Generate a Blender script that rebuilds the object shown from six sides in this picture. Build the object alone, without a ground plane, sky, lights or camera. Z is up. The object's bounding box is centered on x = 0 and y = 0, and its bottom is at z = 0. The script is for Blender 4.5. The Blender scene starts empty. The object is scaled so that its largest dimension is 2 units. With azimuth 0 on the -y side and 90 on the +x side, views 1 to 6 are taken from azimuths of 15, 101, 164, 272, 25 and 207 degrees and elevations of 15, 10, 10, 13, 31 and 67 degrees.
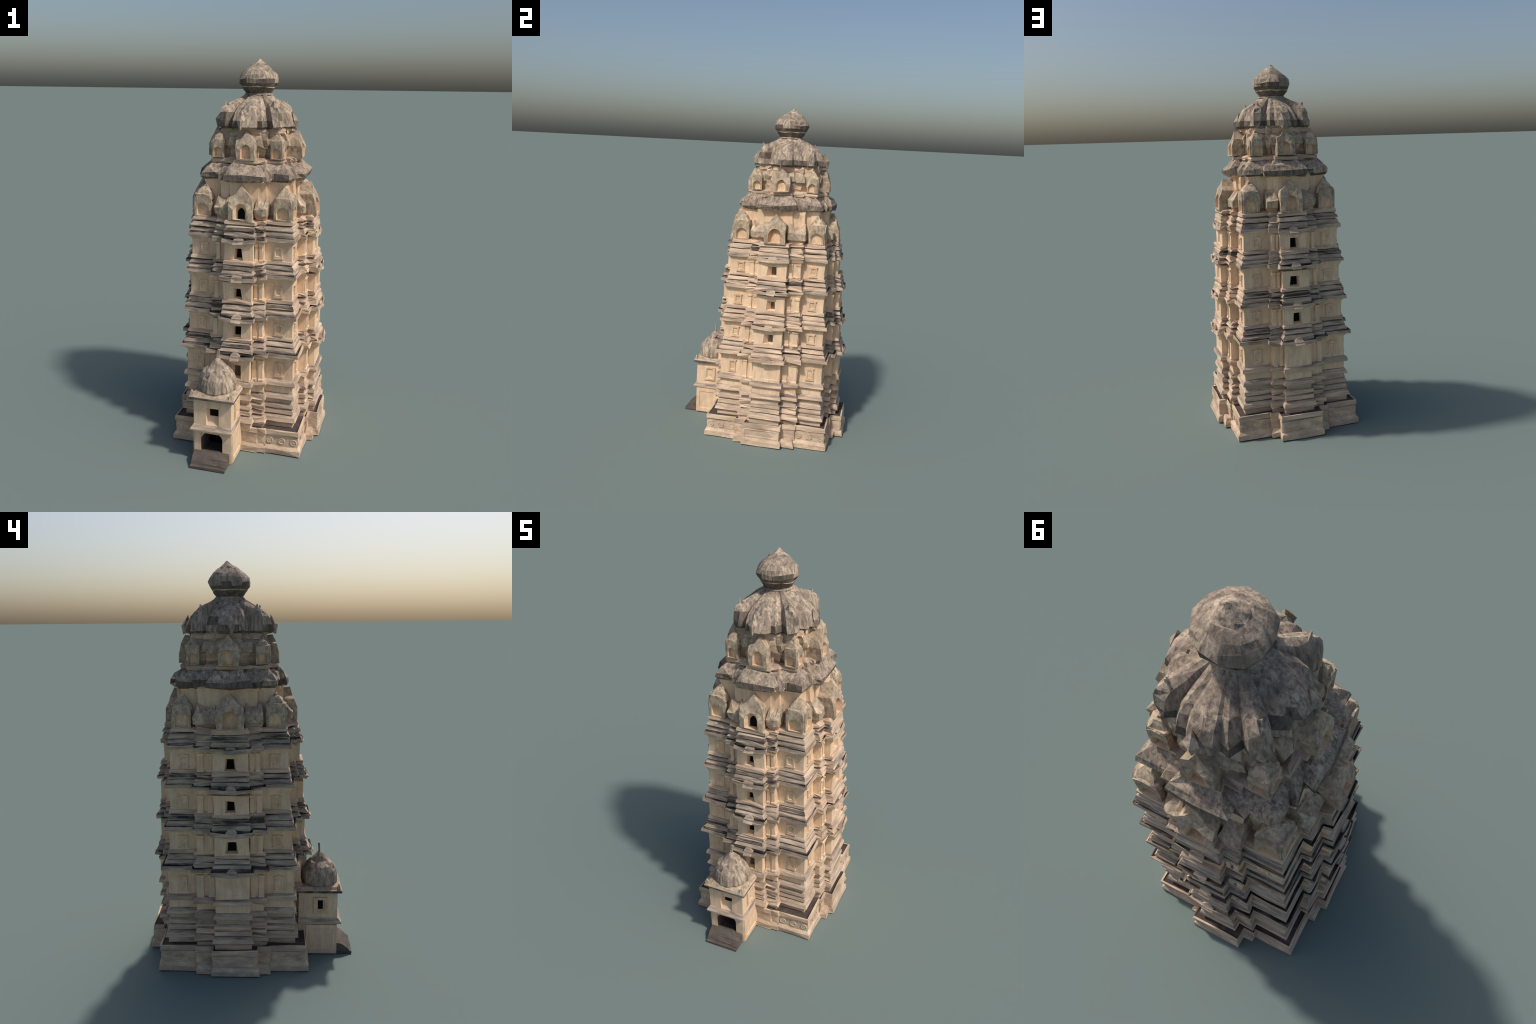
# Weathered sandstone temple tower: stepped square shaft of mouldings, storeys,
# cornices, miniature shrines, a fluted dome with bulb finial, and a small domed porch.
import bpy, bmesh, math, random
from mathutils import Vector, noise

R = random.Random(7)
CX, CY = 0.0, 0.088          # tower axis

# ------------------------------------------------------------------ materials
def srgb(r, g, b):
    f = lambda c: ((c / 255 + 0.055) / 1.055) ** 2.4 if c > 10 else c / 255 / 12.92
    return (f(r), f(g), f(b), 1.0)

def stone(name, pale, mid, dark, grain=(14, 14, 14), stain=0.0, stain_scale=(5, 5, 16),
          stain_col=(44, 41, 42), speck=0.35, patch=3.0, rough=0.92, bump=0.25, edges=(0.40, 0.62), random_shift=False):
    m = bpy.data.materials.new(name)
    m.use_nodes = True
    nt = m.node_tree
    N, L = nt.nodes, nt.links
    N.clear()
    out = N.new('ShaderNodeOutputMaterial')
    bs = N.new('ShaderNodeBsdfPrincipled')
    bs.inputs['Roughness'].default_value = rough
    bs.inputs['Specular IOR Level'].default_value = 0.15
    L.new(bs.outputs[0], out.inputs[0])
    tc = N.new('ShaderNodeTexCoord')
    vec = tc.outputs['Object']
    if random_shift:
        oi = N.new('ShaderNodeObjectInfo')
        sc = N.new('ShaderNodeVectorMath'); sc.operation = 'SCALE'
        cb = N.new('ShaderNodeCombineXYZ')
        for i in range(3):
            L.new(oi.outputs['Random'], cb.inputs[i])
        L.new(cb.outputs[0], sc.inputs[0]); sc.inputs['Scale'].default_value = 7.0
        ad = N.new('ShaderNodeVectorMath'); ad.operation = 'ADD'
        L.new(vec, ad.inputs[0]); L.new(sc.outputs[0], ad.inputs[1])
        vec = ad.outputs[0]

    def tex(scale3, s, detail=5.0, rough_=0.6, dist=0.0):
        mp = N.new('ShaderNodeMapping')
        mp.inputs['Scale'].default_value = scale3
        L.new(vec, mp.inputs['Vector'])
        n = N.new('ShaderNodeTexNoise')
        n.inputs['Scale'].default_value = s
        n.inputs['Detail'].default_value = detail
        n.inputs['Roughness'].default_value = rough_
        n.inputs['Distortion'].default_value = dist
        L.new(mp.outputs[0], n.inputs['Vector'])
        return n.outputs['Fac']

    def ramp(fac, stops):
        r = N.new('ShaderNodeValToRGB')
        el = r.color_ramp.elements
        while len(el) > 1:
            el.remove(el[-1])
        el[0].position, el[0].color = stops[0]
        for p, c in stops[1:]:
            e = el.new(p); e.color = c
        L.new(fac, r.inputs[0])
        return r.outputs[0]

    def mix(fac, a, b, mode='MIX'):
        x = N.new('ShaderNodeMix'); x.data_type = 'RGBA'; x.blend_type = mode
        if isinstance(fac, float):
            x.inputs[0].default_value = fac
        else:
            L.new(fac, x.inputs[0])
        for i, v in ((6, a), (7, b)):
            if isinstance(v, tuple):
                x.inputs[i].default_value = v
            else:
                L.new(v, x.inputs[i])
        return x.outputs[2]

    W = (1, 1, 1, 1); K = (0, 0, 0, 1)
    big = tex((1, 1, 1), patch, 4)
    base = ramp(big, [(0.32, srgb(*mid)), (0.52, srgb(*pale)), (0.70, srgb(*mid))])
    gr = tex(grain, 1.0, 6, 0.7, 0.4)
    col = mix(ramp(gr, [(0.34, (speck, speck, speck, 1)), (0.60, K)]), base, srgb(*dark))
    fine = tex((1, 1, 1), 150.0, 3, 0.7)
    col = mix(0.35, col, ramp(fine, [(0.3, (0.62, 0.62, 0.62, 1)), (0.7, (1.0, 1.0, 1.0, 1))]), 'MULTIPLY')
    if stain > 0:
        st = tex(stain_scale, 1.0, 5, 0.62, 0.6)
        a, b = edges
        col = mix(ramp(st, [(a, K), (b, (stain, stain, stain, 1))]), col, srgb(*stain_col))
    L.new(col, bs.inputs['Base Color'])
    bp = N.new('ShaderNodeBump')
    bp.inputs['Strength'].default_value = bump
    bp.inputs['Distance'].default_value = 0.004
    L.new(gr, bp.inputs['Height'])
    L.new(bp.outputs[0], bs.inputs['Normal'])
    return m

M_WALL = stone('sandstone_wall', (246, 216, 182), (239, 204, 169), (186, 149, 119), grain=(46, 46, 7), stain=0.5,
               stain_scale=(6, 6, 9), stain_col=(186, 163, 138), speck=0.42, edges=(.46, .70))
M_NICHE = stone('carved_sandstone', (240, 210, 176), (228, 192, 156), (160, 128, 102), grain=(50, 50, 24), speck=0.5,
                random_shift=True)
M_BAND = stone('banded_sandstone', (236, 208, 178), (222, 192, 164), (140, 117, 102), grain=(6, 6, 70), stain=0.55,
               stain_scale=(5, 5, 22), stain_col=(146, 127, 115), speck=0.6)
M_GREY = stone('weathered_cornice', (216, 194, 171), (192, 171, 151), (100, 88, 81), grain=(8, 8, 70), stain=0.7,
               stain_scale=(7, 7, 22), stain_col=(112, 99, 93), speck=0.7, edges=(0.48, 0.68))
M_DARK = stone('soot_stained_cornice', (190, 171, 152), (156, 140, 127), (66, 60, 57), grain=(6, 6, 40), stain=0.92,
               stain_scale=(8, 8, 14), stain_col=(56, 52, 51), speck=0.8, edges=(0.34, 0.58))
M_TERRACE = stone('blackened_terrace', (110, 96, 88), (92, 80, 74), (48, 43, 44), grain=(20, 20, 20), stain=0.6,
                  stain_scale=(9, 9, 9), stain_col=(64, 57, 55), speck=0.7)
M_PLINTH = stone('plinth_stone', (234, 207, 177), (218, 190, 162), (140, 117, 102), grain=(14, 14, 34), stain=0.5,
                 stain_scale=(9, 9, 16), stain_col=(160, 138, 122), speck=0.55)
M_DOME = stone('lichened_dome_stone', (216, 195, 171), (188, 167, 147), (78, 69, 63), grain=(70, 70, 12), stain=0.6,
               stain_scale=(16, 16, 6), stain_col=(118, 105, 95), speck=0.9, bump=0.6)
M_SHRINE = stone('shrine_stone', (222, 200, 171), (202, 179, 152), (106, 93, 82), grain=(50, 50, 34), stain=0.5,
                 stain_scale=(14, 14, 14), stain_col=(138, 122, 107), speck=0.8, bump=0.5, random_shift=True)
M_BRICK = stone('bare_terracotta', (214, 164, 130), (204, 156, 124), (130, 98, 80), grain=(20, 20, 50), stain=0.8,
                stain_scale=(14, 14, 14), stain_col=(206, 178, 150), speck=0.5, edges=(.40, .58))
M_HOLE = stone('dark_interior', (22, 23, 25), (18, 19, 20), (9, 9, 10), speck=0.5)  # near-black base colour paints the unlit depth of shallow openings
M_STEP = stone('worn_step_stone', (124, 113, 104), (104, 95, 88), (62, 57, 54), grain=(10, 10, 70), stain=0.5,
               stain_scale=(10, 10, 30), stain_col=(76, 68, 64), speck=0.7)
M_BELLY = stone('dark_grey_stone', (148, 134, 120), (122, 110, 99), (60, 54, 50), grain=(70, 70, 14), stain=0.6,
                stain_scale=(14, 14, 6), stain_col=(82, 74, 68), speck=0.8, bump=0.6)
MATS = [M_WALL, M_BAND, M_GREY, M_DARK, M_TERRACE, M_PLINTH, M_DOME, M_SHRINE, M_BRICK, M_HOLE, M_NICHE, M_STEP, M_BELLY]
WALL, BAND, GREY, DARK, TERR, PLINTH, DOME, SHRINE, BRICK, HOLE, NICHE, STEP, BELLY = range(13)

# ------------------------------------------------------------------ mesh helpers
class Build:
    def __init__(self):
        self.v, self.f, self.m = [], [], []

    def vert(self, p):
        self.v.append(Vector(p)); return len(self.v) - 1

    def face(self, idx, mat):
        self.f.append(tuple(idx)); self.m.append(mat)

    def loft(self, rings, mats, cap0=True, cap1=True):
        ids = [[self.vert(p) for p in r] for r in rings]
        n = len(ids[0])
        for k in range(len(ids) - 1):
            mt = mats[min(k, len(mats) - 1)]
            for i in range(n):
                a, b = ids[k][i], ids[k][(i + 1) % n]
                c, d = ids[k + 1][(i + 1) % n], ids[k + 1][i]
                mm = mt[i] if isinstance(mt, (list, tuple)) else mt
                if R.random() < 0.5:
                    self.face((a, b, c), mm); self.face((a, c, d), mm)
                else:
                    self.face((a, b, d), mm); self.face((b, c, d), mm)
        g = lambda t: t[0] if isinstance(t, (list, tuple)) else t
        if cap0: self.face(ids[0][::-1], g(mats[0]))
        if cap1: self.face(ids[-1], g(mats[-1]))
        return ids

    def obj(self, name, parent=None, loc=None):
        used = sorted(set(self.m))
        me = bpy.data.meshes.new(name)
        me.from_pydata([(p.x, p.y, max(0.0, p.z)) for p in self.v], [], self.f)
        for u in used:
            me.materials.append(MATS[u])
        for p, mt in zip(me.polygons, self.m):
            p.material_index = used.index(mt)
            p.use_smooth = False
        bm = bmesh.new(); bm.from_mesh(me)
        bmesh.ops.remove_doubles(bm, verts=bm.verts, dist=1e-6)
        bmesh.ops.triangulate(bm, faces=[f for f in bm.faces if len(f.verts) > 4])
        bmesh.ops.recalc_face_normals(bm, faces=bm.faces)
        bm.to_mesh(me); bm.free(); me.update()
        o = bpy.data.objects.new(name, me)
        bpy.context.scene.collection.objects.link(o)
        if parent: o.parent = parent
        if loc: o.location = loc
        return o

def jit(p, a):
    return Vector(p) + Vector((R.uniform(-a, a), R.uniform(-a, a), R.uniform(-a, a)))

SIDES = ('+x', '+y', '-x', '-y')
BAYC = {'+x': 0.077 - CY, '-x': -(0.077 - CY), '+y': -0.005, '-y': 0.005}   # bay centre along s

def place(side, s, d, z, cy=CY):
    """s runs along the face, d is the distance from the tower axis."""
    if side == '+x': return Vector((CX + d, cy + s, z))
    if side == '-x': return Vector((CX - d, cy - s, z))
    if side == '+y': return Vector((CX - s, cy + d, z))
    return Vector((CX + s, cy - d, z))

def outline(hx, hy, z, e=0.0, di=(.033, .035), dc=(.066, .07), ai=(.167, .14), ac=(.083, .073),
            cy=CY, a=0.0018, zi=0.0, zc=0.0, zm=0.0, side_e=0.8, lump=2.2, only=None, push=0.0):
    """One horizontal ring of the stepped plan: corner bays, intermediate bays, central bays."""
    pts = []
    for sd in SIDES:
        k = 0 if 'x' in sd else 1
        half, dep = (hy, hx) if k == 0 else (hx, hy)
        b = BAYC[sd]
        I, C = ai[k], ac[k]
        so = e * side_e
        d_i, d_c = (only or {}).get(sd, (di[k], dc[k]))
        D0, D1, D2 = dep + e, dep + d_i + e * 0.85, dep + d_c + e * 0.9
        row = [(-half - e, D0, 0, .5), (-(half + I) / 2, D0, 0, 1), (-I - so, D0, 0, 1), (-I - so, D1, zi, lump),
               (b - C - so, D1, zi, lump), (b - C - so, D2, zc, 1), (b, D2 + push, zc + zm, 1), (b + C + so, D2, zc, 1),
               (b + C + so, D1, zi, lump), (I + so, D1, zi, lump), (I + so, D0, 0, 1), ((half + I) / 2, D0, 0, 1)]
        for s, d, dz, q in row:
            pts.append(jit(place(sd, s, d, z + dz, cy), a * q))
    return pts

def course(name, parent, hx, hy, prof, mats, **kw):
    """Stack of rings (z, offset[, overrides]) closed at both ends."""
    B = Build()
    rings = []
    for r in prof:
        k2 = dict(kw)
        if len(r) > 2: k2.update(r[2])
        rings.append(outline(hx, hy, r[0], r[1], **k2))
    B.loft(rings, mats)
    return B.obj(name, parent)

def framed(B, w, z0, z1, thick, hole, inner, depth, mat, back_mat, splay_mat=None, front_j=0.001, place_fn=None, taper=1.0):
    """Slab lying in the face plane with a splayed opening. Local: s across, z up, d outwards (front at d=0)."""
    sm = mat if splay_mat is None else splay_mat
    P = place_fn
    def ring(x0, x1, a, b, d, j=0.0, t=1.0):
        if t != 1.0:
            m = (x0 + x1) / 2
            return [B.vert(jit(P(s, d, zz), j)) for s, zz in ((x0, a), (x1, a), (m + (x1 - m) * t, b), (m + (x0 - m) * t, b))]
        return [B.vert(jit(P(s, d, zz), j)) for s, zz in ((x0, a), (x1, a), (x1, b), (x0, b))]
    o = ring(-w, w, z0, z1, 0, front_j)
    h = ring(*hole, 0, front_j, taper)
    i = ring(*inner, -depth, 0.0, taper)
    k = ring(-w, w, z0, z1, -thick)
    for q in range(4):
        r = (q + 1) % 4
        B.face((o[q], o[r], h[r], h[q]), mat)
        B.face((h[q], h[r], i[r], i[q]), sm)
        B.face((o[r], o[q], k[q], k[r]), mat)
    B.face(i, back_mat)
    B.face(k[::-1], mat)

# ------------------------------------------------------------------ the tower
tower = bpy.data.objects.new('temple_tower', None)
bpy.context.scene.collection.objects.link(tower)
tower["label"] = "tall weathered sandstone temple tower with stepped storeys, dome and porch"
tower["category"] = "temple tower"

# --- plinth
PK = dict(cy=0.079, di=(.012, .014), dc=(.056, .076), ai=(.185, .165), ac=(.112, .116), a=.003, lump=1.5, only={'-y': (.006, .012)})
course('plinth_foot', tower, .350, .376,
       [(.0, -.004), (.004, .0), (.030, -.001), (.047, -.015), (.050, -.04)], [PLINTH, PLINTH, PLINTH, PLINTH], **dict(PK, ac=(.120, .120), di=(.030, .026)))
course('plinth_wall', tower, .336, .361,
       [(.040, -.02), (.042, 0), (.104, 0), (.106, -.02)], [PLINTH], **PK)
course('plinth_coping', tower, .338, .363,
       [(.101, -.02), (.107, .001), (.110, .004), (.134, .002), (.135, -.006), (.129, -.012), (.131, -.05)],
       [PLINTH, PLINTH, BAND, BAND, TERR, TERR, TERR], **PK)

# framed panels on the projecting bays of the plinth
for sd in ('+x', '+y', '-x'):
    k = 0 if 'x' in sd else 1
    dP = (.336, .361)[k] + PK['dc'][k]
    B = Build()
    framed(B, PK['ac'][k] - .003, .048, .103, .012, (-.098, .098, .057, .096), (-.095, .095, .060, .093), .003, PLINTH, PLINTH, PLINTH, .001,
           lambda s, d, z: place(sd, BAYC[sd] + s, dP + d + .005, z, PK['cy']))
    B.obj('plinth_panel', tower)
# carved medallions along the plinth wall
for sd in SIDES:
    k = 0 if 'x' in sd else 1
    half, dep = (.361, .336) if k == 0 else (.336, .361)
    I = PK['ai'][k]
    for sg in (-1, 1):
        for q in range(3):
            s0 = sg * (I + .022 + (half - I - .044) * q / 2)
            B = Build()
            rings = []
            for r, d in ((.0185, -.006), (.0175, .0035), (.0140, .0040), (.0115, .0012), (.007, .003), (.002, .0035)):
                rings.append([jit(place(sd, s0 + math.cos(t) * r * 1.05, dep + d, .074 + math.sin(t) * r, PK['cy']), .0006)
                              for t in [2 * math.pi * n / 12 for n in range(12)]])
            B.loft(rings, [PLINTH])
            B.obj('medallion', tower)

# --- basement mouldings
BK = dict(a=.0020, lump=3.4, dc=(.073, .072), di=(.038, .037))
def basement(name, prof, mats, hx=.287, hy=.310):
    return course(name, tower, hx, hy, prof, mats, **BK)
basement('basement_core', [(.118, -.013), (.40, -.013)], [BAND])
basement('basement_foot', [(.120, -.02), (.122, .010), (.155, .009), (.157, -.02)], [BAND])
basement('moulding', [(.160, -.02), (.161, .020), (.165, .024), (.186, .019), (.194, .006), (.195, -.02)], [BAND, BAND, BAND, GREY, BAND])
basement('moulding', [(.199, -.02), (.200, .007), (.204, .010), (.222, .008), (.227, .002), (.228, -.02)], [BAND, BAND, BAND, GREY, BAND])
basement('moulding', [(.232, -.02), (.233, .008), (.238, .010), (.253, .008), (.260, .0), (.261, -.02)], [BAND, BAND, BAND, GREY, BAND])
basement('moulding_neck', [(.259, -.02), (.260, -.004), (.283, -.002), (.284, -.02)], [BAND])
basement('moulding', [(.286, -.02), (.287, .012), (.291, .015), (.306, .011), (.317, .003), (.319, -.02)], [BAND, BAND, BAND, GREY, GREY])
basement('frieze', [(.318, -.02), (.319, .0), (.357, .0), (.358, -.02)], [WALL])
basement('moulding', [(.359, -.02), (.361, .014), (.365, .017), (.383, .014), (.392, .002), (.394, -.02)], [BAND, BAND, BAND, GREY, GREY])

# --- storeys: wall half sizes, wall z range
STOREYS = [(.287, .310, .390, .510), (.278, .300, .616, .712), (.269, .291, .817, .908), (.262, .284, 1.016, 1.110)]
CORNICE = [(.527, .030, .622), (.724, .024, .822), (.934, .022, 1.022), (1.121, .016, 1.221)]   # lip z, overhang, sill top

storeys = []
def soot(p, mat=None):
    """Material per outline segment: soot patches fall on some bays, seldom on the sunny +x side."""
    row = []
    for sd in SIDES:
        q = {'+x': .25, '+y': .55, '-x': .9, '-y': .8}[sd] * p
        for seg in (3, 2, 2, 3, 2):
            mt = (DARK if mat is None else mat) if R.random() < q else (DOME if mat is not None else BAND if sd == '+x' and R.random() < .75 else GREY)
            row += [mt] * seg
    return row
for n, (hx, hy, z0, z1) in enumerate(STOREYS):
    lip, over, top = CORNICE[n]
    nx, ny = (STOREYS[n + 1][:2] if n < 3 else (.254, .271))
    ai = (.167 - .005 * n, .140 - .006 * n)
    DC = ((.073, .077, .078, .069)[n], (.074, .073, .072, .058)[n])
    DI = ((.035, .040, .036, .032)[n], (.036, .036, .034, .030)[n])
    windowed = n > 0
    back = .058 if windowed else .0
    only = None if windowed else {'-y': (DI[1], DC[1] - .058)}
    # the shaft wall, its central bays set back where a window bay stands in front
    wall = course('storey_wall', tower, hx, hy,
                  [(z0 - .01, -.01), (z0, .0), (z0 + (z1 - z0) * .5, -.001), (z1 - .004, .0), (lip - .002, over * .55), (lip + .006, over * .3)],
                  [WALL], ai=ai, di=DI, dc=(DC[0] - back, DC[1] - back), a=.002, lump=2.2, only=only)
    storeys.append(wall)
    # cornice stack
    H = top - lip
    zz = lambda t: lip + H * t
    dx, dy = nx - hx, ny - hy
    def offs(e, t):            # offset relative to this wall, sliding to the next storey's wall
        return e + (dx * t)
    dip = dict(zi=-.003, zc=-.006, zm=-.006, push=.008)
    kw = dict(ai=ai, di=DI, dc=DC, a=.0032, lump=2.3)
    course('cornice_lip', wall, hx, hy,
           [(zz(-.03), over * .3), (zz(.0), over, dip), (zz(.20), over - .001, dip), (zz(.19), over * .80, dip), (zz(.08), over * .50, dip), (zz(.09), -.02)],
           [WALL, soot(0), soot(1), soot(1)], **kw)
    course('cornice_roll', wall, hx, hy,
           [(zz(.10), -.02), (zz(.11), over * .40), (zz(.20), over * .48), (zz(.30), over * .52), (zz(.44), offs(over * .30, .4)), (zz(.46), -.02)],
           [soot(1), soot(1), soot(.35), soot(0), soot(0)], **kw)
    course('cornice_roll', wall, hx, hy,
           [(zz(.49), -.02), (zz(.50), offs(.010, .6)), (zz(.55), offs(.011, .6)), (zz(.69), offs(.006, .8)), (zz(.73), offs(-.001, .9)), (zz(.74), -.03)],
           [soot(0), soot(0), soot(.4), soot(0), soot(0)], **kw)  # dark patches here colour in the shaded gaps of a dentil row
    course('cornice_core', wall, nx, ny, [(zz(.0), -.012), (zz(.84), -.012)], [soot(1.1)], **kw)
    course('window_sill', wall, nx, ny,
           [(zz(.78), -.01), (zz(.80), .006), (zz(.83), .008), (zz(.95), .006), (zz(1.0), .001), (zz(1.02), -.01)],
           [GREY, BAND, BAND, BAND, BAND], **kw)
    for sd in SIDES:
        k = 0 if 'x' in sd else 1
        half, dep = (hy, hx) if k == 0 else (hx, hy)
        b = BAYC[sd]
        ac = (.083, .073)[k]
        dC = dep + DC[k]
        dI = dep + DI[k]
        # window bay / blank panel in the middle of the face
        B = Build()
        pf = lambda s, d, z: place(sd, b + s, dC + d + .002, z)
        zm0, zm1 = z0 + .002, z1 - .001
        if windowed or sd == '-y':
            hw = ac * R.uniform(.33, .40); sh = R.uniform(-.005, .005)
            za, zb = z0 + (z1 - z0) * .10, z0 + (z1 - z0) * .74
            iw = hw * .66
            lo_ = -.35 if sd == '+x' else -1.0          # on +x the back shrinks to a slit beside a wide splay
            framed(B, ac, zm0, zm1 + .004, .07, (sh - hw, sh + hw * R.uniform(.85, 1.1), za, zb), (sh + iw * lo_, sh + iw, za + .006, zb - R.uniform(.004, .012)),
                   .030, WALL, HOLE if n and sd != '+x' else BELLY, WALL, .003, pf, R.uniform(.74, .92))  # +x backs lightened from HOLE to BELLY, tinted for sunlight falling in
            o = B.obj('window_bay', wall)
        else:
            framed(B, ac * .97, zm0, zm1, .03, (-ac * .86, ac * .86, z0 + .02, z1 - .02), (-ac * .8, ac * .8, z0 + .024, z1 - .026), .004, WALL, WALL, WALL, .0015, pf)
            B.obj('blank_panel', wall)
        # horseshoe crest on the cornice above
        B = Build()
        cz = lip - .010
        nseg = 7
        rr = .029
        ring0, ring1 = [], []
        for q in range(nseg):
            t = math.pi * q / (nseg - 1)
            s, h = -math.cos(t) * rr * (1 if 0 < q < nseg - 1 else .85), math.sin(t) * .042
            ring0.append(jit(place(sd, b + s, dC + over * .95 + .012 - h * .62 - (.004 if q in (1, 5) else 0), cz + h), .003))
            ring1.append(place(sd, b + s, dC - .02, cz + h))
        B.loft([ring1, ring0], [GREY], True, True)
        cidx = B.obj('cornice_crest', wall)
        # pilasters of the intermediate bays
        for sg in (-1, 1):
            I = ai[k]
            lo, hi = (sg * b + ac + .004, I - .002)
            wd = hi - lo
            for t0, t1 in ((.02, .34), (.62, .98)):
                B = Build()
                sA, sB = sg * (lo + wd * t0), sg * (lo + wd * t1)
                sA, sB = min(sA, sB), max(sA, sB)
                rings = []
                for zq, ee in ((z0 + .001, .010), (z0 + .010, .010), (z0 + .014, .006), (z1 - .020, .006), (z1 - .014, .010), (z1 - .004, .011)):
                    m_ = ee - .006
                    rings.append([jit(p, .0008) for p in (place(sd, sA - m_ * .5, dI - .01, zq), place(sd, sA - m_ * .5, dI + ee, zq),
                                                           place(sd, sB + m_ * .5, dI + ee, zq), place(sd, sB + m_ * .5, dI - .01, zq))])
                B.loft(rings, [WALL])
                B.obj('pilaster', wall)
            # carved niche of the corner bay
            s0 = sg * (I + half) / 2
            hgt = z1 - z0
            B = Build()
            pn = lambda s, d, z: place(sd, s0 + s, dep + d + .0055, z)
            za = z0 + hgt * .20
            framed(B, .021, za, za + hgt * .52, .012, (-.0135, .0135, za + .009, za + hgt * .47), (-.0105, .0105, za + .012, za + hgt * .44), .0045, NICHE, NICHE, NICHE, .0006, pn)
            # little pediment over the niche
            zt = za + hgt * .52
            pr = [(-.019, zt - .002), (.019, zt - .002), (.027, zt + .006), (.010, zt + .009), (0, zt + hgt * .13), (-.010, zt + .009), (-.027, zt + .006)]
            B.loft([[pn(s, -.012, z) for s, z in pr], [jit(pn(s, .001, z), .0006) for s, z in pr]], [NICHE])
            # sill
            pr = [(-.026, za - .006), (.026, za - .006), (.024, za), (-.024, za)]
            B.loft([[pn(s, -.012, z) for s, z in pr], [jit(pn(s, .001, z), .0006) for s, z in pr]], [NICHE])
            B.obj('niche', wall)

# ------------------------------------------------------------------ miniature shrines
def shrine(name, parent, fn, w, h, depth, z0, niche=.6, back=NICHE, opening=.62, nd=.02, j=.003, shrink=.85):
    """Gabled shrine: pointed front with an arched recess. fn(s, d, z) maps the face plane, d=0 at the front."""
    B = Build()
    outer = [(-w, 0), (w, 0), (w * 1.04, .42), (w * .98, .66), (w * .60, .76), (0, 1.0), (-w * .60, .76), (-w * .98, .66), (-w * 1.04, .42)]
    a = w * niche
    inner = [(-a, .05), (a, .05), (a, .34), (a * .80, .44), (a * .36, .51), (0, .53), (-a * .36, .51), (-a * .80, .44), (-a, .34)]
    O = [B.vert(jit(fn(s, 0, z0 + t * h), j)) for s, t in outer]
    I = [B.vert(jit(fn(s, .0, z0 + t * h * opening / .62), j * .3)) for s, t in inner]
    D = [B.vert(fn(s * shrink, -nd, z0 + (.05 + (t - .05) * min(1, shrink + .15)) * h * opening / .62)) for s, t in inner]
    K = [B.vert(jit(fn(s * .9, -depth, z0 + t * h * .94), j)) for s, t in outer]
    n = len(outer)
    for q in range(n):
        r = (q + 1) % n
        B.face((O[q], O[r], I[r], I[q]), SHRINE)
        B.face((I[q], I[r], D[r], D[q]), NICHE)
        B.face((O[r], O[q], K[q], K[r]), SHRINE)
    B.face(D, back); B.face(K[::-1], SHRINE)
    return B.obj(name, parent)

def corner_shrine(parent, px, py, sx, sy, z0, w, h, j=.003):
    """Square corner shrine with gabled faces outwards and a small domed cap; (px,py) is the outer corner."""
    cx, cy = px - sx * w, py - sy * w
    B = Build()
    rings = []
    for t, k in ((0, .66), (.42, .66), (.55, 1.04), (.70, .97), (.72, .84), (.82, .66), (.90, .40), (.93, .22), (1.0, .16)):
        rings.append([jit((cx + a * w * k, cy + b * w * k, z0 + t * h), j) for a, b in
                      ((1, -.8), (1, .8), (.8, 1), (-.8, 1), (-1, .8), (-1, -.8), (-.8, -1), (.8, -1))])
    B.loft(rings, [SHRINE])
    body = B.obj('corner_shrine', parent)
    for ax in (0, 1):
        B = Build()
        if ax == 0:
            fn = lambda s, d, z: Vector((cx + sx * (w * 1.03 + d), cy + sx * s, z))
        else:
            fn = lambda s, d, z: Vector((cx - sy * s, cy + sy * (w * 1.03 + d), z))
        a = w * .92
        outer = [(-a, 0), (a, 0), (a * 1.06, .40), (a * .95, .62), (a * .5, .70), (0, .72), (-a * .5, .70), (-a * .95, .62), (-a * 1.06, .40)]
        b = w * .68
        inner = [(-b, .04), (b, .04), (b, .28), (b * .8, .36), (b * .4, .41), (0, .43), (-b * .4, .41), (-b * .8, .36), (-b, .28)]
        O = [B.vert(jit(fn(s, .003, z0 + t * h), j * .6)) for s, t in outer]
        I = [B.vert(fn(s, .004, z0 + t * h)) for s, t in inner]
        D = [B.vert(fn(s * .85, -.010, z0 + t * h)) for s, t in inner]
        K = [B.vert(fn(s, -.02, z0 + t * h)) for s, t in outer]
        for q in range(9):
            r = (q + 1) % 9
            B.face((O[q], O[r], I[r], I[q]), SHRINE); B.face((I[q], I[r], D[r], D[q]), NICHE)
            B.face((O[r], O[q], K[q], K[r]), SHRINE)
        B.face(D, NICHE); B.face(K[::-1], SHRINE)
        B.obj('shrine_niche', body)

def barrel(parent, sd, s0, s1, d0, d1, z0, z1, j=.004):
    """Oblong barrel-roofed shrine of an intermediate bay, with pointed ends."""
    B = Build()
    rings = []
    zs = [(0, .86), (.17, .90), (.20, 1.02), (.50, 1.05), (.60, .90), (.80, .55)]
    sm = (s0 + s1) / 2; hw = (s1 - s0) / 2
    for t, k in zs:
        z = z0 + (z1 - z0) * t
        rings.append([jit(place(sd, sm + a * hw * (k if t < .6 else min(1, k + .25)), d0 + (d1 - d0) * q, z + (.6 * (z1 - z0) * .33 if (abs(a) > .9 and t > .7) else 0)), j)
                      for a, q in ((-1, 0), (-1, k), (-.35, k * 1.05), (.35, k * 1.05), (1, k), (1, 0))])
    B.loft(rings, [BRICK, SHRINE, SHRINE, SHRINE, SHRINE])
    return B.obj('barrel_shrine', parent)

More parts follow.
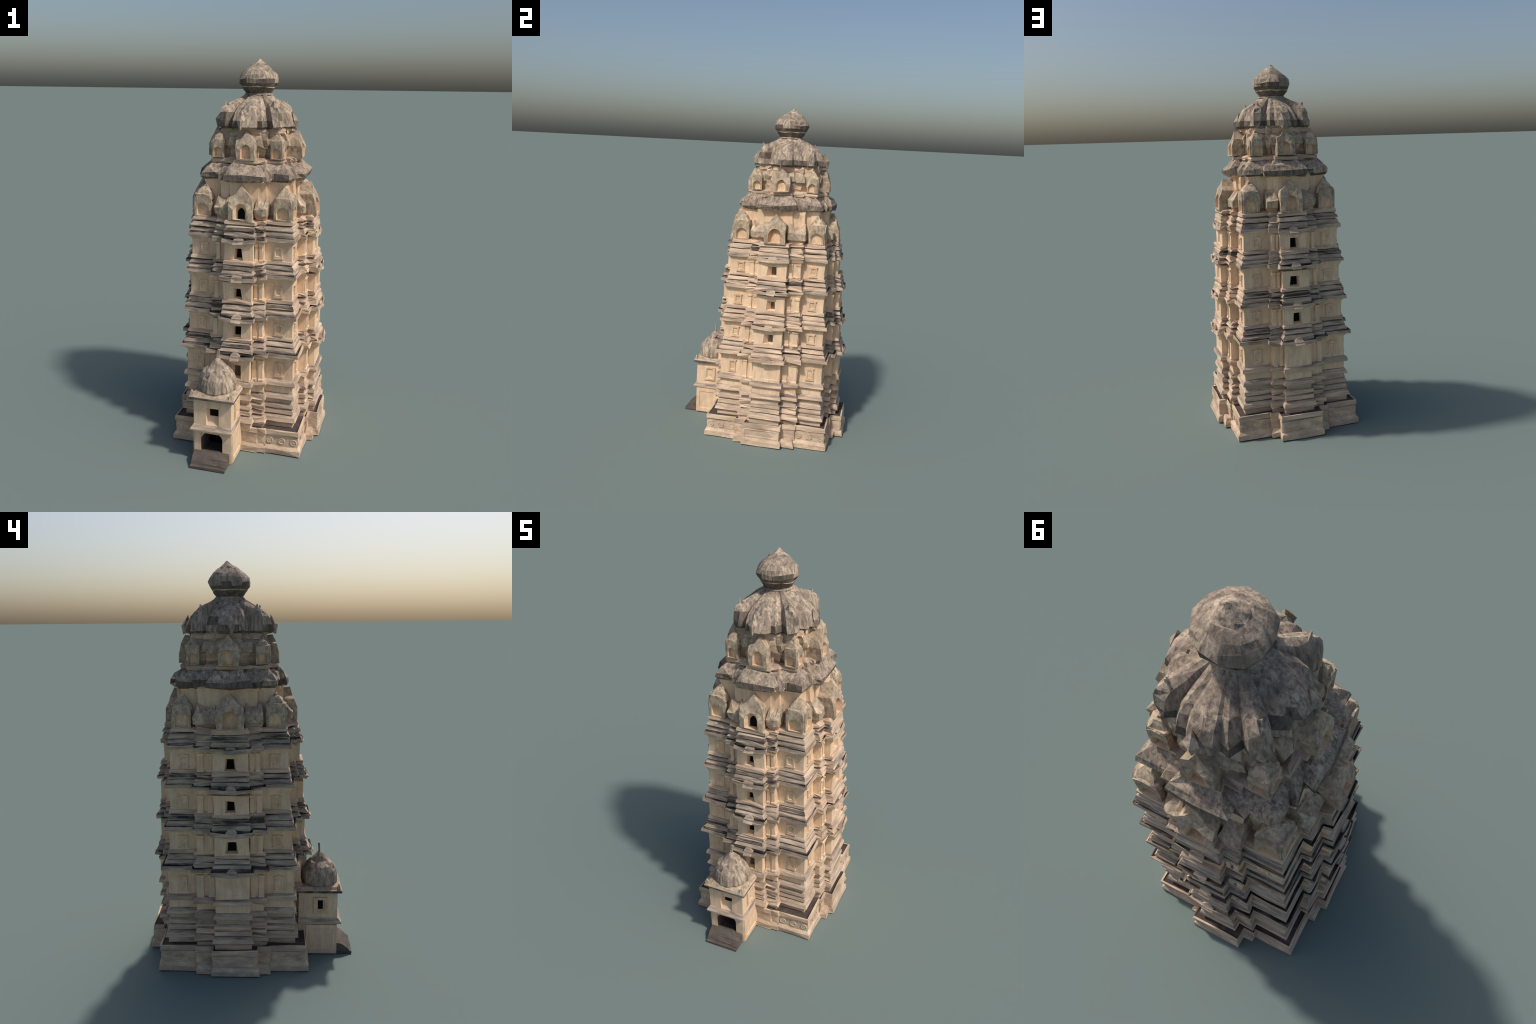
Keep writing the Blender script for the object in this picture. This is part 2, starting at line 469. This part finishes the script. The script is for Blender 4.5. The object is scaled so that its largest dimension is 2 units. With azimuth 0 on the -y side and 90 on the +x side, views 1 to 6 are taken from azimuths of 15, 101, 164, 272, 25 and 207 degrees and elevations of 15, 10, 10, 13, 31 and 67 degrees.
# --- shrine storey
DKY = 0.091
drum = course('drum_wall', tower, .208, .220,
              [(1.205, .0), (1.240, .004), (1.300, .002), (1.385, .0), (1.405, .006), (1.43, -.01)],
              [BRICK, WALL, WALL, WALL, WALL], cy=DKY, di=(.022, .028), dc=(.034, .045), ai=(.14, .115), a=.003)
for sd in SIDES:
    k = 0 if 'x' in sd else 1
    b = BAYC[sd]
    dep = (.254, .271)[k]
    dF = (.340, .336)[k]
    wf = (.063, .061)[k]
    fn = lambda s, d, z: place(sd, b + s, dF + d - .36 * max(0, z - 1.27), z)
    shrine('gabled_shrine', drum, fn, wf, .168, .10, 1.218, j=.0045, niche=.58, back=HOLE if sd == '-y' else NICHE, nd=.035, shrink=.52 if sd == '-y' else .85)
    dI = dep + .030
    for sg in (-1, 1):
        s0, s1 = sorted((sg * (wf + .004) + b, sg * (.163, .132)[k]))
        barrel(drum, sd, s0, s1, dep - .06, dI, 1.222, 1.335)
for sx in (-1, 1):
    for sy in (-1, 1):
        corner_shrine(drum, CX + sx * .254, (.357 if sy > 0 else -.182), sx, sy, 1.220, .047, .160)

# --- big rolled cornice
roll = course('rolled_cornice', tower, .190, .200,
       [(1.398, .0), (1.404, .026, dict(zm=-.004)), (1.416, .040, dict(zm=-.008)), (1.440, .037), (1.464, .018), (1.486, -.006), (1.490, -.02)],
       [WALL, soot(.9, BELLY), soot(.8, BELLY), DOME, DOME, DOME], cy=.093, di=(.020, .022), dc=(.052, .052), ai=(.13, .105), ac=(.076, .070), a=.008, lump=1.3)
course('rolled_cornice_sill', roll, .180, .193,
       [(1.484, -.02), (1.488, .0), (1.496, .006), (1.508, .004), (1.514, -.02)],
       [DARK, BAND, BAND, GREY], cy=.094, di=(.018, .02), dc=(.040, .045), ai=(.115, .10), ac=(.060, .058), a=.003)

# --- upper shrine ring
UY = 0.095
neck = course('upper_drum', tower, .143, .152,
              [(1.500, .0), (1.530, .004), (1.565, .010), (1.570, .022), (1.605, .020), (1.628, .006), (1.634, .010), (1.656, .006), (1.668, -.01)],
              [BRICK, BAND, SHRINE, SHRINE, SHRINE, BAND, BAND, BAND], cy=UY, di=(.018, .02), dc=(.026, .030), ai=(.10, .085), ac=(.055, .052), a=.005)
for sd in SIDES:
    k = 0 if 'x' in sd else 1
    b = BAYC[sd]
    dF = (.252, .250)[k]
    wf = (.050, .047)[k]
    fn = lambda s, d, z: place(sd, b + s, dF + d - .34 * max(0, z - 1.56), z, UY)
    shrine('gabled_shrine', neck, fn, wf, .140, .09, 1.510, j=.0045, niche=.55, nd=.02)
for sx in (-1, 1):
    for sy in (-1, 1):
        corner_shrine(neck, CX + sx * .184, (.290 if sy > 0 else -.106), sx, sy, 1.512, .033, .128)

# ------------------------------------------------------------------ fluted dome
def dome_ring(z, k, circ, kc, cxy=(.002, .091), a=.0022):
    """Square plan with corner, intermediate and central lobes; circ blends to the round neck."""
    pts = []
    hx, hy = .163 * k, .178 * k
    spec = [(-1.0, 0), (-.76, .004), (-.58, -.014), (-.46, .020), (-.30, .016), (-.24, .034), (0, .042),
            (.24, .034), (.30, .016), (.46, .020), (.58, -.014), (.76, .004)]
    for sd in SIDES:
        kx = 0 if 'x' in sd else 1
        half, dep = (hy, hx) if kx == 0 else (hx, hy)
        for s, d in spec:
            if s == -1.0:
                p = place(sd, -half / k * kc * .95, dep / k * kc * .95, z)
            else:
                m = (k + kc) / 2 if abs(s) > .7 else k        # shoulders of the corner lobes stay full
                p = place(sd, s * half / k * m, dep / k * m + d * k * 1.15, z)
            p = Vector((p.x - CX, p.y - CY, 0))
            rad = .067
            q = p.normalized() * rad
            p = p.lerp(q, circ * (.4 if s == -1.0 and circ < .9 else 1))
            nz = noise.noise(Vector((p.x * 14, p.y * 14, z * 9))) * .008 * (1 - circ)
            p = p + p.normalized() * nz
            pts.append(jit((p.x + cxy[0], p.y + cxy[1], z), a * (1 - circ)))
    return pts
B = Build()
prof = [(1.648, .80, 0, .80), (1.656, .94, 0, .95), (1.668, 1.02, 0, 1.01), (1.697, .98, 0, 1.0), (1.735, .88, 0, .97), (1.760, .79, .04, .93), (1.782, .66, .12, .80), (1.802, .54, .28, .56), (1.818, .42, .6, .42), (1.829, .40, 1.0, .40)]
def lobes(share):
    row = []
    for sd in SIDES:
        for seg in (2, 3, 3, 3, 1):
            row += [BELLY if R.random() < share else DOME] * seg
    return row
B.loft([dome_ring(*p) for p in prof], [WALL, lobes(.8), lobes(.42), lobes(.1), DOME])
dome = B.obj('fluted_dome', tower)
# small horn-like ears on the dome's shoulders
for px, py in ((.128, .222), (-.128, .222), (.122, -.058), (-.126, -.050), (.118, .130)):
    B = Build()
    d = Vector((px, py - .093, 0)).normalized()
    c = Vector((px * .97, .093 + (py - .093) * .97, 1.762)); up = Vector((d.x * .05, d.y * .05, 1))
    t = Vector((-d.y, d.x, 0))
    base = [c + t * .018 - d * .014, c + d * .014 - up * .01, c - t * .018 - d * .014]
    tip = c + up * .030 + d * .006 + t * R.uniform(-.008, .008)
    mid = [p.lerp(tip, .45) for p in base]
    B.loft([base, mid, [tip + (p - c) * .16 for p in base]], [DOME])
    B.obj('dome_ear', dome)
# hanging pendants on the central lobes
for sd, s in (('+x', -.01), ('+y', -.01), ('-y', -.03), ('-x', 0.01)):
    dep = (.163 + .046) if 'x' in sd else (.178 + .050)
    B = Build()
    def q(ss, dd, z): return jit(place(sd, BAYC[sd] + s + ss, dep + dd, z, .093), .0015)
    top = q(0, -.022, 1.745)
    mid = [q(-.024, -.004, 1.700), q(0, .014, 1.694), q(.024, -.004, 1.700), q(0, -.03, 1.700)]
    low = [q(-.010, -.006, 1.662), q(0, .004, 1.650), q(.010, -.006, 1.662), q(0, -.03, 1.662)]
    B.loft([low, mid, [top + Vector((.001 * i, 0, .0005 * i)) for i in range(4)]], [DOME])
    B.obj('dome_pendant', dome)

# ------------------------------------------------------------------ bulb finial
B = Build()
rings = []
for z, r, ox, oy in ((1.822, .076, 0, 0), (1.829, .066, 0, 0), (1.848, .077, 0, 0), (1.857, .086, 0, 0), (1.862, .088, 0, 0), (1.880, .101, 0, 0), (1.898, .104, 0, 0),
                     (1.920, .096, 0, 0), (1.941, .078, 0, .002), (1.962, .052, .002, .005), (1.967, .044, .002, .006), (1.984, .020, .002, .010), (1.999, .003, .002, .012)):
    rings.append([jit((.006 + ox + math.cos(2 * math.pi * (i + .3) / 12) * r, .088 + oy + math.sin(2 * math.pi * (i + .3) / 12) * r, z), .0035 if r > .03 and z > 1.83 else .0005)
                  for i in range(12)])
B.loft(rings, [DOME, BELLY, BELLY, SHRINE, BELLY, [BELLY if R.random() < .45 else DOME for _ in range(12)], DOME])
B.obj('bulb_finial', tower)

# ------------------------------------------------------------------ porch
PX = -.070
porch = bpy.data.objects.new('porch', None)
bpy.context.scene.collection.objects.link(porch); porch.parent = tower
PF = -.453
pfn = lambda s, d, z: Vector((PX + s, PF - d, z))
def box_ring(x0, x1, y0, y1, z, j=.001):
    return [jit(p, j) for p in ((x0, y0, z), (x1, y0, z), (x1, y1, z), (x0, y1, z))]
B = Build()
framed(B, .098, -.0, .178, .21, (-.061, .053, .036, .157), (-.056, .050, .040, .152), .12, WALL, HOLE, STEP, .002, pfn)  # reveals given the dark STEP colour so the porch interior's shade is baked in
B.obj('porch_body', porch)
for sg, x0 in ((1, -.061), (-1, .053)):      # haunches that round the head of the doorway
    B = Build()
    tri_ = [(x0, .159), (x0 + sg * .024, .159), (x0 + sg * .009, .146), (x0, .128)]
    B.loft([[pfn(a_, -.066, z_) for a_, z_ in tri_], [pfn(a_, -.003, z_) for a_, z_ in tri_]], [WALL])
    B.obj('doorway_haunch', porch)
B = Build()
B.loft([box_ring(PX - .10, PX + .10, PF - .002, -.25, .168), box_ring(PX - .112, PX + .107, -.474, -.25, .176), box_ring(PX - .113, PX + .107, -.474, -.25, .184),
        box_ring(PX - .100, PX + .100, -.456, -.25, .204), box_ring(PX - .09, PX + .09, -.44, -.25, .206)], [BAND, BAND, GREY, GREY])
B.obj('porch_ledge', porch)
B = Build()
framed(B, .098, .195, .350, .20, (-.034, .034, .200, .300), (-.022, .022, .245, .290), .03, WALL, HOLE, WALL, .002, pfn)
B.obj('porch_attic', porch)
for sx in (-1, 1):
    B = Build()
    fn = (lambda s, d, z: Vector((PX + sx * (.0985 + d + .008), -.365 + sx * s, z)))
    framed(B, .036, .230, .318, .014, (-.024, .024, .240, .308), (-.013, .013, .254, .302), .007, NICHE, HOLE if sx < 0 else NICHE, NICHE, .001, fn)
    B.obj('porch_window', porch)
    B = Build()
    framed(B, .078, .006, .166, .012, (-.060, .060, .030, .145), (-.057, .057, .033, .142), .004, WALL, WALL, WALL, .001,
           (lambda s, d, z: Vector((PX + sx * (.0985 + d + .006), -.37 + sx * s, z))))
    B.obj('porch_side_panel', porch)
B = Build()
B.loft([box_ring(PX - .10, PX + .10, PF - .003, -.24, .342), box_ring(PX - .118, PX + .117, -.474, -.24, .350), box_ring(PX - .119, PX + .118, -.475, -.24, .362),
        box_ring(PX - .112, PX + .112, -.466, -.24, .366), box_ring(PX - .10, PX + .10, -.45, -.24, .376)], [DARK, DARK, GREY, SHRINE])
B.obj('porch_roof', porch)
B = Build()
rings = []
for z, r in ((.366, .092), (.384, .098), (.415, .096), (.445, .088), (.470, .074), (.488, .058), (.494, .046), (.516, .030), (.532, .013), (.538, .006)):
    rings.append([jit((-.072 + math.cos(2 * math.pi * i / 14) * r, -.364 + math.sin(2 * math.pi * i / 14) * r, z), .003 if z < .5 else .001) for i in range(14)])
B.loft(rings, [DOME])
pdome = B.obj('porch_dome', porch)
B = Build()
B.loft([box_ring(-.078, -.066, -.369, -.358, .525, 0), box_ring(-.074, -.064, -.367, -.358, .555, 0), box_ring(-.071, -.060, -.366, -.356, .582, 0)], [DOME])
B.obj('dome_spike', pdome)
for ax, ay in ((-.175, -.46), (.03, -.46)):
    B = Build()
    B.loft([box_ring(ax - .012, ax + .012, ay - .008, ay + .012, .362), box_ring(ax - .008, ax + .008, ay - .004, ay + .008, .380), box_ring(ax - .001, ax + .001, ay, ay + .002, .396)], [SHRINE])
    B.obj('roof_corner_knob', porch)
# steps
B = Build()
prof = [(-.533, .0), (-.533, .012), (-.521, .016), (-.518, .024), (-.500, .038), (-.497, .042), (-.478, .054), (-.462, .058), (-.44, .060), (-.44, .0)]
rl = [[jit((x, y, z), .0012 if z > 0 else 0) for y, z in prof] for x in (-.164, -.10, -.04, .018)]
B.loft(rl, [STEP])
B.obj('porch_steps', porch)
